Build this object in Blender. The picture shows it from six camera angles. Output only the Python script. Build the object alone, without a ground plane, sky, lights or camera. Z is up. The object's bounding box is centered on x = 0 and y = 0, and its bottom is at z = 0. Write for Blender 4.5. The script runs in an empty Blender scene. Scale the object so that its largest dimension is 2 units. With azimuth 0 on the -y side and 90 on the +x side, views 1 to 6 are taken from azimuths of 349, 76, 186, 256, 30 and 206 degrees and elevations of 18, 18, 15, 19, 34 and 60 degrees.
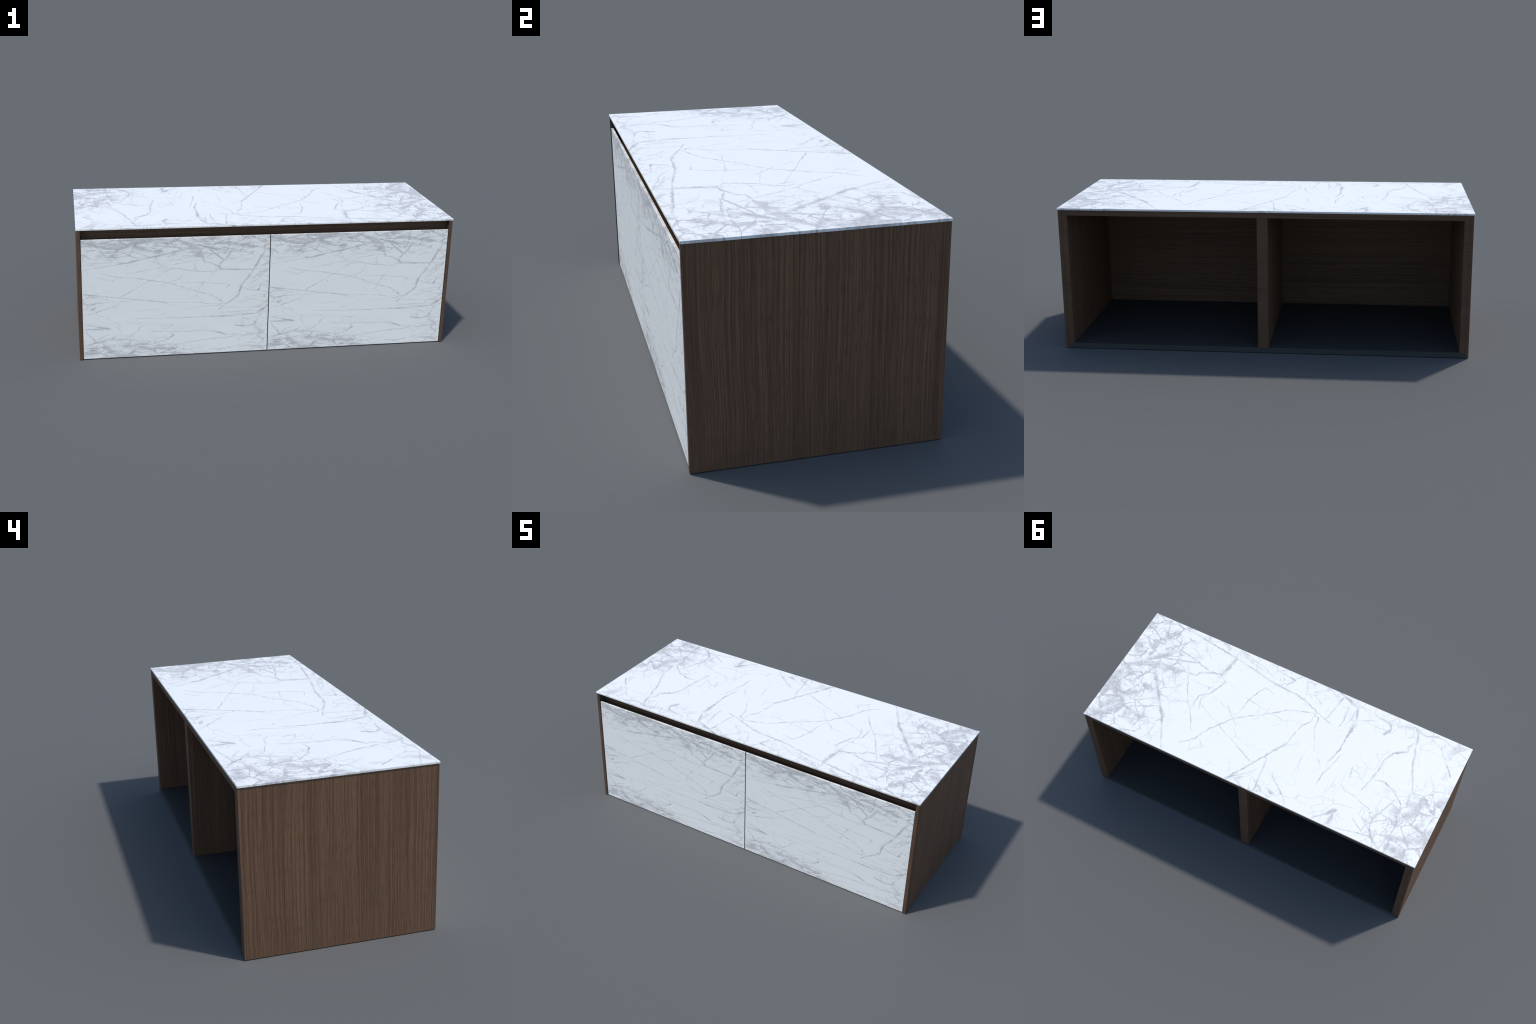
"""Low sideboard: walnut-veneered carcass on a dark lacquered base, marble top slab and
two marble drawer fronts under a recessed grip channel; the back is two open bays."""
import bpy, bmesh
from math import radians

# ------------------------------------------------------------------ dimensions (metres)
SLAB_X, SLAB_Y = 1.0, 0.3965            # half size of the marble top
SLAB_Z0, SLAB_Z1 = 0.7047, 0.7136
SIDE_OUT, SIDE_IN = 0.9962, 0.9790      # outer side panel, outside and inside face
BODY_Y = 0.3955                         # half depth of the side panels
LINING_IN = 0.9530                      # inner side lining, inside face
DIVIDER = 0.0260                        # half thickness of the middle divider
TOP_UNDER = 0.6780                      # underside of the wooden top board
BASE_TOP = 0.0256
BOARD_FRONT, BOARD_BACK = -0.3450, -0.3490   # back board of the grip channel
DRAWER_W, DRAWER_Z0, DRAWER_Z1 = 0.9743, 0.0018, 0.6535
DRAWER_GAP = 0.0022                     # half gap between the two fronts
DRAWER_FRONT, DRAWER_BACK = -0.3918, -0.3822
RAIL_BACK, RAIL_UNDER = -0.2930, 0.5730      # rail under the top, behind the grip channel


# ------------------------------------------------------------------ the marble's main veins
def vein(width_start, width_end, *spine):
    """A vein: tapering width in millimetres and a spine in slab metres."""
    return dict(w0=width_start / 2000, w1=width_end / 2000, spine=spine)


VEINS_ALONG_FRONT = (
    vein(5, 6, (.937, -.376), (.709, -.370), (.323, -.310)),
    vein(6, 4, (.323, -.310), (.155, -.277), (.007, -.266), (-.119, -.229), (-.244, -.176)),
    vein(17, 22, (.424, -.320), (.449, -.191)),
    vein(6, 4, (.449, -.191), (.407, -.154), (.442, -.047), (.494, -.007), (.496, .093)),
    vein(5, 4, (.496, .093), (.418, .217)),
    vein(9, 5, (.449, -.191), (.513, -.172), (.566, -.141), (.575, -.117), (.657, -.111), (.726, -.085)),
    vein(4, 12, (.514, -.174), (.603, -.199), (.805, -.134)),
    vein(3, 8, (.787, -.328), (.765, -.282), (.756, -.230)),
    vein(6, 6, (.744, -.232), (.597, -.203)),
    vein(6, 3, (.656, -.167), (.540, .044), (.489, .103)),
    vein(3, 4, (.595, .087), (.536, .061), (.489, .103)),
    vein(5, 3, (.424, -.320), (.436, -.349), (.423, -.387), (.394, -.387), (.316, -.357), (.262, -.350), (.169, -.304)),
)
VEINS_OF_THE_HEART = (
    vein(4, 4, (-.154, -.214), (.015, -.148), (.085, -.083), (.180, -.020)),
    vein(4, 5, (.180, -.020), (.253, .045), (.334, .153), (.376, .255), (.440, .311)),
    vein(3, 3, (.246, .013), (.235, -.108), (.190, -.229), (.122, -.207)),
    vein(3, 2, (.250, .017), (.416, -.036)),
    vein(3, 2, (.041, .237), (.459, .039)),
    vein(9, 9, (.103, .390), (.004, .204)),
    vein(8, 9, (.004, .204), (-.079, .049)),
    vein(5, 3, (-.079, .049), (-.107, -.095), (-.138, -.144), (-.136, -.195)),
    vein(4, 9, (-.014, .172), (-.035, .183), (-.058, .379)),
    vein(4, 3, (.100, .380), (-.021, .267)),
    vein(3, 5, (-.098, .238), (-.117, .272), (-.221, .348), (-.248, .389)),
    vein(7, 13, (-.114, .341), (-.156, .362)),
)
VEINS_OF_THE_MIDDLE = (
    vein(6, 4, (.185, -.367), (.064, -.346), (.070, -.325), (.119, -.286)),
    vein(14, 7, (-.192, -.398), (-.334, -.347), (-.361, -.266)),
    vein(14, 6, (-.360, -.242), (-.355, -.082)),
    vein(6, 3, (-.355, -.082), (-.360, -.057), (-.328, .068)),
    vein(6, 4, (-.229, -.369), (-.205, -.198)),
    vein(10, 4, (-.285, -.326), (-.295, -.241), (-.288, -.181)),
    vein(3, 5, (-.384, -.039), (-.343, .122)),
    vein(5, 2, (-.343, .122), (-.339, .199)),
    vein(4, 3, (-.136, -.195), (-.168, -.186), (-.175, -.116), (-.236, .022)),
    vein(4, 8, (-.565, .119), (-.598, -.032), (-.599, -.089)),
    vein(5, 8, (-.595, -.097), (-.629, -.176), (-.690, -.215), (-.682, -.243), (-.712, -.295)),
    vein(3, 3, (-.455, .133), (-.486, .160), (-.558, .165), (-.660, .204)),
    vein(3, 3, (-.070, -.328), (-.149, -.387)),
    vein(5, 4, (-.468, .011), (-.480, .080)),
)
VEINS_OF_THE_LEFT_END = (
    vein(10, 5, (-.667, -.379), (-.693, -.360), (-.755, -.131), (-.820, .012)),
    vein(4, 9, (-.530, -.338), (-.589, -.345), (-.667, -.379), (-.740, -.353), (-.802, -.380)),
    vein(4, 3, (-.802, -.380), (-.861, -.374), (-.996, -.320)),
    vein(3, 8, (-.863, -.370), (-.847, -.314), (-.960, -.177)),
    vein(4, 14, (-.417, -.350), (-.534, -.335), (-.556, -.309), (-.531, -.258)),
    vein(6, 6, (-.528, -.343), (-.562, -.396)),
    vein(5, 14, (-.407, .388), (-.503, .289)),
    vein(9, 18, (-.497, .314), (-.495, .378)),
    vein(5, 6, (-.513, .385), (-.714, .346)),
    vein(4, 4, (-.597, .291), (-.669, .338), (-.672, .293)),
    vein(3, 9, (-.633, .260), (-.702, .310), (-.722, .341)),
    vein(9, 4, (-.722, .341), (-.777, .386)),
    vein(3, 5, (-.753, .074), (-.693, .240), (-.702, .310)),
    vein(3, 8, (-.607, .024), (-.654, .014), (-.728, .046), (-.788, .094)),
    vein(6, 5, (-.786, .095), (-.819, .177), (-.813, .215), (-.792, .248)),
    vein(5, 9, (-.767, .193), (-.800, .330), (-.783, .387)),
)
VEINS_OF_THE_RIGHT_END = (
    vein(16, 12, (.831, -.035), (.801, -.035), (.631, .176)),
    vein(11, 5, (.631, .176), (.506, .387)),
    vein(14, 8, (.839, -.000), (.867, .064), (.858, .099), (.835, .131)),
    vein(5, 3, (.835, .131), (.776, .221), (.726, .261), (.659, .343)),
    vein(8, 6, (.823, .144), (.738, .055)),
    vein(4, 4, (.838, .201), (.789, .185), (.698, .117)),
    vein(6, 4, (.823, .251), (.660, .159)),
    vein(3, 5, (.823, .318), (.626, .270), (.611, .234)),
    vein(5, 4, (.626, .270), (.613, .282), (.614, .338), (.640, .389)),
    vein(4, 4, (.998, -.170), (.931, -.266)),
    vein(4, 12, (.983, -.230), (.896, -.178), (.889, -.218), (.850, -.231)),
    vein(4, 4, (.980, -.056), (.920, -.134)),
    vein(14, 9, (.997, -.318), (.949, -.338), (.927, -.360), (.865, -.372)),
    vein(6, 14, (.823, -.186), (.775, -.247)),
    vein(8, 5, (1.000, .354), (.959, .366), (.904, .360)),
    vein(3, 4, (.781, .385), (.690, .367), (.673, .327)),
)
CEMENT_BANDS = (
    vein(16, 30, (.979, .014), (.867, -.060), (.803, -.074)),
    vein(30, 20, (.803, -.074), (.674, -.103)),
    vein(34, 30, (.970, .069), (.991, .184)),
    vein(30, 36, (.826, .146), (.896, .202), (.951, .134)),
    vein(34, 30, (.892, .234), (.940, .298)),
    vein(32, 26, (.859, .227), (.850, .275), (.895, .322)),
    vein(22, 24, (.890, -.176), (.889, -.218)),
    vein(24, 30, (.999, -.322), (.978, -.301)),
    vein(20, 20, (.836, -.128), (.780, -.178)),
    vein(26, 30, (-.987, -.041), (-.973, -.004)),
    vein(22, 30, (-.821, .072), (-.884, .063), (-.867, .121), (-.844, .152)),
    vein(22, 30, (-.805, .305), (-.961, .256), (-.992, .177)),
    vein(26, 40, (-.822, .351), (-.910, .360)),
    vein(24, 28, (-.988, -.121), (-.998, -.096)),
    vein(14, 20, (-.513, .385), (-.557, .370)),
)
VEINS = VEINS_ALONG_FRONT + VEINS_OF_THE_HEART + VEINS_OF_THE_MIDDLE + VEINS_OF_THE_LEFT_END + VEINS_OF_THE_RIGHT_END


# ------------------------------------------------------------------ node helpers
class Nodes:
    def __init__(self, tree):
        self.tree = tree

    def put(self, socket, value):
        if isinstance(value, bpy.types.NodeSocket):
            self.tree.links.new(value, socket)
        elif value is not None:
            socket.default_value = value

    def math(self, op, a, b=None, c=None, clamp=False):
        n = self.tree.nodes.new("ShaderNodeMath")
        n.operation, n.use_clamp = op, clamp
        for s, v in zip(n.inputs, (a, b, c)):
            self.put(s, v)
        return n.outputs[0]

    def vec(self, op, a, b=None, c=None, scale=None):
        n = self.tree.nodes.new("ShaderNodeVectorMath")
        n.operation = op
        for s, v in zip(n.inputs, (a, b, c)):
            self.put(s, v)
        if scale is not None:
            self.put(n.inputs["Scale"], scale)
        return n.outputs["Value"] if op in ("DOT_PRODUCT", "DISTANCE", "LENGTH") else n.outputs["Vector"]

    def ramp(self, v, lo, hi, out_lo=0.0, out_hi=1.0):
        n = self.tree.nodes.new("ShaderNodeMapRange")
        n.interpolation_type = "SMOOTHSTEP"
        for s, x in zip(n.inputs, (v, lo, hi, out_lo, out_hi)):
            self.put(s, x)
        return n.outputs[0]

    def noise(self, p, scale, detail=2.0, rough=0.5, colour=False, distortion=0.0):
        n = self.tree.nodes.new("ShaderNodeTexNoise")
        self.put(n.inputs["Vector"], p)
        n.inputs["Scale"].default_value = scale
        n.inputs["Detail"].default_value = detail
        n.inputs["Roughness"].default_value = rough
        n.inputs["Distortion"].default_value = distortion
        return n.outputs["Color"] if colour else n.outputs[0]

    def cracks(self, p, scale):
        n = self.tree.nodes.new("ShaderNodeTexVoronoi")
        n.feature = "DISTANCE_TO_EDGE"
        self.put(n.inputs["Vector"], p)
        n.inputs["Scale"].default_value = scale
        return n.outputs["Distance"]

    def mix(self, f, a, b):
        n = self.tree.nodes.new("ShaderNodeMix")
        n.data_type = "RGBA"
        self.put(n.inputs[0], f)
        self.put(n.inputs[6], a)
        self.put(n.inputs[7], b)
        return n.outputs[2]

    def mapping(self, p, scale, location=(0, 0, 0)):
        n = self.tree.nodes.new("ShaderNodeMapping")
        self.put(n.inputs["Vector"], p)
        n.inputs["Scale"].default_value = scale
        n.inputs["Location"].default_value = location
        return n.outputs[0]

    def split(self, p):
        n = self.tree.nodes.new("ShaderNodeSeparateXYZ")
        self.put(n.inputs[0], p)
        return n.outputs

    def join(self, x, y, z=0.0):
        n = self.tree.nodes.new("ShaderNodeCombineXYZ")
        for s, v in zip(n.inputs, (x, y, z)):
            self.put(s, v)
        return n.outputs[0]

    def warp(self, p, scale, amount, detail=2.0):
        c = self.vec("SUBTRACT", self.noise(p, scale, detail, colour=True), (0.5, 0.5, 0.5))
        return self.vec("MULTIPLY_ADD", c, (amount, amount, 0), p)


# ------------------------------------------------------------------ marble
def vein_segment():
    """Node group: distance to one straight stretch of a vein over its half width, kept if the least so far."""
    g = bpy.data.node_groups.new("vein_segment", "ShaderNodeTree")
    for name, kind in (("Point", "Vector"), ("Nearest", "Float"), ("Start", "Vector"), ("Run", "Vector"),
                       ("Slope", "Vector"), ("Offset", "Float"), ("Width", "Float"), ("Swell", "Float")):
        g.interface.new_socket(name, in_out="INPUT", socket_type="NodeSocket" + kind)
    g.interface.new_socket("Nearest", in_out="OUTPUT", socket_type="NodeSocketFloat")
    N = Nodes(g)
    i = g.nodes.new("NodeGroupInput").outputs
    point = N.vec("MULTIPLY_ADD", i["Nearest"], (1e-9, 1e-9, 0), i["Point"])     # keeps the stretches in sequence
    h = N.math("SUBTRACT", N.vec("DOT_PRODUCT", point, i["Slope"]), i["Offset"], clamp=True)
    foot = N.vec("MULTIPLY_ADD", h, i["Run"], i["Start"])
    ratio = N.math("DIVIDE", N.vec("DISTANCE", point, foot), N.math("MULTIPLY_ADD", h, i["Swell"], i["Width"]))
    N.put(g.nodes.new("NodeGroupOutput").inputs[0], N.math("MINIMUM", i["Nearest"], ratio))
    return g


def marble_pattern():
    """Node group: a point of the slab (metres) -> colour of the stone there."""
    g = bpy.data.node_groups.new("marble_pattern", "ShaderNodeTree")
    g.interface.new_socket("Point", in_out="INPUT", socket_type="NodeSocketVector")
    g.interface.new_socket("Color", in_out="OUTPUT", socket_type="NodeSocketColor")
    N = Nodes(g)
    p = g.nodes.new("NodeGroupInput").outputs[0]
    x, y = N.split(p)[:2]

    soft = N.warp(p, 11.0, 0.016)
    rough = N.warp(N.warp(soft, 42.0, 0.013, 3.0), 130.0, 0.0045, 2.0)

    segment = vein_segment()

    def nearest(veins, point, taper=True):
        """Least distance to any spine, in units of the local half width."""
        q = None
        for v in veins:
            s = v["spine"]
            lengths = [((b[0] - a[0]) ** 2 + (b[1] - a[1]) ** 2) ** 0.5 for a, b in zip(s, s[1:])]
            run, total = 0.0, sum(lengths)
            for i, (a, b, length) in enumerate(zip(s, s[1:], lengths)):
                wa = v["w0"] + (v["w1"] - v["w0"]) * run / total
                run += length
                wb = v["w0"] + (v["w1"] - v["w0"]) * run / total
                if taper and i == len(lengths) - 1 and (len(lengths) > 1 or wb <= wa):
                    wb *= 0.6
                elif taper and i == 0:
                    wa *= 0.6
                d = (b[0] - a[0], b[1] - a[1], 0)
                n = (d[0] / length ** 2, d[1] / length ** 2, 0)
                n_seg = g.nodes.new("ShaderNodeGroup")
                n_seg.node_tree = segment
                for name, value in (("Point", point), ("Nearest", 1e3 if q is None else q), ("Start", (a[0], a[1], 0)), ("Run", d),
                                    ("Slope", n), ("Offset", a[0] * n[0] + a[1] * n[1]), ("Width", wa), ("Swell", wb - wa)):
                    N.put(n_seg.inputs[name], value)
                q = n_seg.outputs[0]
        return q

    # main veins, swelling and thinning along their length, with a ragged rim
    q = nearest(VEINS, rough)
    swell = N.ramp(N.noise(p, 24.0, 4.0, 0.65), 0.34, 0.68, 0.42, 2.4)
    ragged = N.ramp(N.noise(p, 150.0, 2.0), 0.3, 0.7, 0.8, 1.25)
    veins = N.ramp(N.math("DIVIDE", q, N.math("MULTIPLY", swell, ragged)), 0.5, 1.4, 0.92, 0.0)
    veins = N.math("MULTIPLY", veins, N.ramp(N.noise(p, 70.0, 4.0, 0.65), 0.34, 0.6, 0.74, 1.0))
    veins = N.math("MULTIPLY", veins, N.ramp(N.noise(N.mapping(p, (1, 1, 1), (2, 5, 0)), 9.0, 3.0, 0.6), 0.36, 0.60, 0.42, 1.0))
    halo = N.math("MULTIPLY", N.ramp(q, 0.8, 4.2, 0.34, 0.0), N.ramp(N.noise(rough, 26.0, 5.0, 0.65), 0.42, 0.66))

    # brecciated ends: chips of white stone of every size in a grey cement
    wobble = N.math("MULTIPLY_ADD", N.noise(p, 6.0, 4.0, 0.6), 0.56, -0.28)
    right = N.ramp(N.math("ADD", x, wobble), 0.52, 0.80)
    corner = N.ramp(N.math("ADD", N.vec("DISTANCE", p, (-0.98, 0.24, 0)), wobble), 0.42, 0.18)
    front = N.math("MULTIPLY", N.ramp(N.math("ADD", y, wobble), -0.25, -0.38), 0.62)
    back = N.math("MULTIPLY", N.ramp(N.math("ADD", N.vec("DISTANCE", p, (-0.03, 0.42, 0)), wobble), 0.20, 0.08), 0.6)
    dense = N.math("MAXIMUM", right, corner)
    zone = N.math("MAXIMUM", dense, N.math("MAXIMUM", front, back))
    band = N.ramp(nearest(CEMENT_BANDS, rough, taper=False), 0.5, 2.3, 1.0, 0.0)
    patch = N.ramp(N.noise(rough, 9.0, 5.0, 0.62), 0.50, 0.66)
    cement = N.math("MAXIMUM", band, N.math("MULTIPLY", patch, dense))
    gap = N.math("ADD", N.ramp(N.noise(p, 16.0, 4.0, 0.6), 0.38, 0.68, 0.010, 0.075), N.math("MULTIPLY", cement, 0.15))
    big = N.ramp(N.math("DIVIDE", N.cracks(rough, 10.0), gap), 0.35, 1.1, 1.0, 0.0)
    small = N.ramp(N.math("DIVIDE", N.cracks(N.warp(rough, 25.0, 0.02), 23.0), gap), 0.2, 1.0, 0.8, 0.0)
    small = N.math("MULTIPLY", small, N.math("MAXIMUM", cement, N.ramp(N.noise(p, 8.0, 2.0), 0.40, 0.52)))
    cross = N.mapping(rough, (17.0, 9.0, 1.0), (4.3, 1.7, 0))
    tangle = N.ramp(N.math("DIVIDE", N.cracks(cross, 1.0), gap), 0.15, 0.9, 0.55, 0.0)
    tangle = N.math("MULTIPLY", tangle, N.ramp(N.noise(p, 12.0, 2.0), 0.42, 0.56))
    chips = N.ramp(N.math("DIVIDE", N.cracks(rough, 50.0), N.math("MULTIPLY_ADD", cement, 0.30, 0.03)), 0.1, 1.1, 0.8, 0.0)
    chips = N.math("MULTIPLY", chips, N.math("MULTIPLY", cement, N.ramp(N.noise(p, 26.0, 4.0, 0.6), 0.36, 0.58)))
    net = N.math("MAXIMUM", N.math("MAXIMUM", big, small), N.math("MAXIMUM", chips, tangle))
    net = N.math("MULTIPLY", net, N.math("MULTIPLY", zone, N.ramp(N.noise(p, 55.0, 5.0, 0.7), 0.3, 0.62, 0.30, 0.92)))
    haze = N.math("MULTIPLY", N.math("MULTIPLY", cement, zone), N.ramp(N.noise(rough, 40.0, 6.0, 0.7), 0.37, 0.61, 0.20, 0.82))

    # hairlines over the calm middle, and faint streaks running across the slab
    hair = N.ramp(N.cracks(N.warp(rough, 3.0, 0.22), 4.6), 0.003, 0.012, 0.42, 0.0)
    hair = N.math("MULTIPLY", hair, N.ramp(N.noise(p, 6.0, 2.0), 0.46, 0.62))
    spider = N.ramp(N.cracks(N.warp(rough, 6.0, 0.12), 10.0), 0.004, 0.020, 0.5, 0.0)
    spider = N.math("MULTIPLY", spider, N.ramp(N.noise(N.mapping(p, (1, 1, 1), (3, 7, 0)), 5.0, 2.0), 0.52, 0.66))
    drawn = N.mapping(soft, (15.0, 0.8, 1.0))
    streak = N.math("ABSOLUTE", N.math("SUBTRACT", N.noise(drawn, 1.0, 3.0), 0.5))
    streak = N.ramp(streak, 0.001, 0.008, 0.27, 0.0)
    belt = N.math("MULTIPLY", N.ramp(x, -0.75, -0.5), N.ramp(x, 0.1, -0.15))
    streak = N.math("MULTIPLY", streak, N.math("MULTIPLY", belt, N.ramp(N.noise(p, 4.0, 2.0), 0.44, 0.6)))

    thin = N.math("MAXIMUM", N.math("MAXIMUM", hair, spider), streak)
    grey = N.math("MAXIMUM", N.math("MAXIMUM", veins, net), N.math("MAXIMUM", N.math("MAXIMUM", haze, halo), thin))
    tint = N.mix(N.noise(p, 30.0, 2.0), (0.40, 0.395, 0.412, 1), (0.53, 0.518, 0.522, 1))
    ground = N.mix(N.noise(p, 3.0, 3.0), STONE_A, STONE_B)
    out = g.nodes.new("NodeGroupOutput")
    N.put(out.inputs[0], N.mix(grey, ground, tint))
    return g


STONE_A, STONE_B = (0.885, 0.892, 0.868, 1), (0.918, 0.922, 0.897, 1)


def new_material(name, roughness, specular=0.5):
    m = bpy.data.materials.new(name)
    m.use_nodes = True
    b = m.node_tree.nodes["Principled BSDF"]
    b.inputs["Roughness"].default_value = roughness
    b.inputs["Specular IOR Level"].default_value = specular
    return m, Nodes(m.node_tree), b


def object_point(N):
    return N.tree.nodes.new("ShaderNodeTexCoord").outputs["Object"]


def marble_material(name, group, drawer):
    m, N, b = new_material(name, MARBLE_ROUGH, MARBLE_SPEC)
    p = object_point(N)
    if drawer:                           # the same stone, turned upright and fitted to the front
        x, y, z = N.split(p)
        p = N.join(N.math("MULTIPLY_ADD", z, 2.0 / (DRAWER_Z1 - DRAWER_Z0), -1.0),
                   N.math("MULTIPLY_ADD", x, -2 * SLAB_Y / DRAWER_W, SLAB_Y))
    else:
        x, y, z = N.split(p)
        p = N.join(x, y)
    n = N.tree.nodes.new("ShaderNodeGroup")
    n.node_tree = group
    N.put(n.inputs[0], p)
    N.put(b.inputs["Base Color"], n.outputs[0])
    return m


MARBLE_ROUGH, MARBLE_SPEC = 0.45, 0.5


# ------------------------------------------------------------------ wood and lacquer
def wood_material(name, grain):
    """Dark walnut veneer; the grain runs along the object's x or z axis."""
    m, N, b = new_material(name, 0.62, 0.2)
    x, y, z = N.split(object_point(N))
    if grain == "z":
        along, across = z, N.math("ADD", y, N.math("MULTIPLY", x, 3.1))
    else:
        along, across = x, N.math("ADD", z, N.math("MULTIPLY", y, 1.0))
    p = N.join(across, along)
    bend = N.noise(N.mapping(p, (2.4, 1.7, 1)), 1.0, 3.0)
    sway = N.math("MULTIPLY_ADD", N.math("SUBTRACT", bend, 0.5), 0.035, across)
    p = N.join(sway, along)
    band = N.noise(N.mapping(p, (9.0, 0.25, 1)), 1.0, 2.0)            # broad light and dark boards of figure
    stripe = N.noise(N.mapping(p, (190.0, 1.0, 1)), 1.0, 3.0, 0.65)     # growth lines
    fibre = N.noise(N.mapping(p, (420.0, 6.0, 1)), 1.0, 3.0, 0.7)      # fine fibre
    pore = N.noise(N.mapping(p, (560.0, 16.0, 1), (5, 3, 0)), 1.0, 1.0)
    tone = N.math("ADD", N.math("MULTIPLY", band, 0.19), N.math("MULTIPLY_ADD", stripe, 0.53, N.math("MULTIPLY", fibre, 0.30)))
    tone = N.ramp(tone, 0.38, 0.67)
    warm = N.mix(N.noise(N.mapping(p, (45.0, 0.5, 1), (9, 2, 0)), 1.0, 2.0), WOOD_RED, WOOD_OLIVE)
    colour = N.mix(tone, WOOD_DARK, warm)
    if grain == "x":                     # cross-cut edges and inner boards have a darker, greyer colour
        colour = N.mix(0.28, colour, WOOD_DEEP)
    colour = N.mix(N.math("MULTIPLY", N.ramp(pore, 0.58, 0.70), 0.60), colour, WOOD_PORE)
    N.put(b.inputs["Base Color"], colour)
    bump = N.tree.nodes.new("ShaderNodeBump")
    bump.inputs["Strength"].default_value = 0.12
    bump.inputs["Distance"].default_value = 0.001
    N.put(bump.inputs["Height"], tone)
    N.put(b.inputs["Normal"], bump.outputs[0])
    return m


WOOD_RED, WOOD_OLIVE = (0.234, 0.123, 0.071, 1), (0.192, 0.119, 0.069, 1)
WOOD_DARK, WOOD_PORE = (0.098, 0.056, 0.035, 1), (0.060, 0.036, 0.024, 1)
WOOD_DEEP = (0.028, 0.021, 0.016, 1)


def lacquer_material():
    m, N, b = new_material("dark_lacquer", 0.55, 0.25)
    n = N.noise(object_point(N), 180.0, 3.0)
    N.put(b.inputs["Base Color"], N.mix(n, (0.052, 0.052, 0.052, 1), (0.062, 0.062, 0.062, 1)))
    return m


# ------------------------------------------------------------------ building
def board(name, x0, x1, y0, y1, z0, z1, material_of, parent, origin=(0, 0, 0), edge=0.0007):
    """A board with chamfered edges; material_of(normal) picks each face's material."""
    bm = bmesh.new()
    bmesh.ops.create_cube(bm, size=1.0)
    for v in bm.verts:
        v.co.x = x0 + (v.co.x + 0.5) * (x1 - x0) - origin[0]
        v.co.y = y0 + (v.co.y + 0.5) * (y1 - y0) - origin[1]
        v.co.z = z0 + (v.co.z + 0.5) * (z1 - z0) - origin[2]
    bmesh.ops.bevel(bm, geom=list(bm.edges), offset=edge, segments=2, profile=0.5, affect="EDGES")
    bm.normal_update()
    mats = []
    for f in bm.faces:
        m = material_of(f.normal)
        if m not in mats:
            mats.append(m)
        f.material_index = mats.index(m)
    me = bpy.data.meshes.new(name)
    bm.to_mesh(me)
    bm.free()
    for m in mats:
        me.materials.append(m)
    ob = bpy.data.objects.new(name, me)
    ob.location = origin
    ob.parent = parent
    bpy.context.scene.collection.objects.link(ob)
    return ob


def main():
    stone = marble_pattern()
    slab_marble = marble_material("marble_top", stone, False)
    front_marble = marble_material("marble_front", stone, True)
    wood_up = wood_material("walnut_upright_grain", "z")
    wood_flat = wood_material("walnut_cross_grain", "x")
    lacquer = lacquer_material()

    root = bpy.data.objects.new("sideboard", None)
    root["label"] = "low walnut sideboard with white marble top and two marble drawer fronts"
    root["category"] = "sideboard"
    bpy.context.scene.collection.objects.link(root)

    def upright(n):
        return wood_up if abs(n.x) > 0.5 else wood_flat

    board("countertop", -SLAB_X, SLAB_X, -SLAB_Y, SLAB_Y, SLAB_Z0, SLAB_Z1, lambda n: slab_marble, root,
          origin=(0, 0, SLAB_Z0), edge=0.0009)

    under = SLAB_Z0 - 0.0002
    for s in (-1, 1):
        a, b = sorted((s * SIDE_IN, s * SIDE_OUT))
        board("side_panel", a, b, -BODY_Y, BODY_Y, 0.0, under,
              lambda n, s=s: lacquer if n.x * s < -0.5 else upright(n), root)
        a, b = sorted((s * LINING_IN, s * (SIDE_IN - 0.0003)))
        board("side_lining", a, b, BOARD_BACK, BODY_Y - 0.0003, BASE_TOP, under, upright, root)
    inner = SIDE_IN - 0.0003
    board("divider", -DIVIDER, DIVIDER, BOARD_BACK, BODY_Y - 0.0003, BASE_TOP, TOP_UNDER, upright, root)
    board("top_board", -LINING_IN + 0.0001, LINING_IN - 0.0001, BOARD_BACK, BODY_Y - 0.0006, TOP_UNDER, under, lambda n: wood_flat, root)
    board("back_board", -inner, inner, BOARD_BACK - 0.0001, BOARD_FRONT, BASE_TOP, under, lambda n: wood_flat, root)
    for x0, x1 in ((-LINING_IN + 0.0001, -DIVIDER - 0.0001), (DIVIDER + 0.0001, LINING_IN - 0.0001)):
        board("rail", x0, x1, BOARD_BACK + 0.0001, RAIL_BACK, RAIL_UNDER, TOP_UNDER - 0.0001, lambda n: wood_flat, root)
    board("base_panel", -inner, inner, DRAWER_BACK + 0.001, BODY_Y - 0.0003, 0.0, BASE_TOP - 0.0001, lambda n: lacquer, root)

    first = board("drawer_front", -DRAWER_GAP - DRAWER_W, -DRAWER_GAP, DRAWER_FRONT, DRAWER_BACK, DRAWER_Z0, DRAWER_Z1,
                  lambda n: front_marble if n.y < -0.2 or n.z > 0.2 else lacquer, root, origin=(-DRAWER_GAP - DRAWER_W, DRAWER_FRONT, DRAWER_Z0), edge=0.0009)  # front and top faces marble; sides and back dark, so the gaps look darker
    second = first.copy()
    second.location.x = DRAWER_GAP
    bpy.context.scene.collection.objects.link(second)


main()
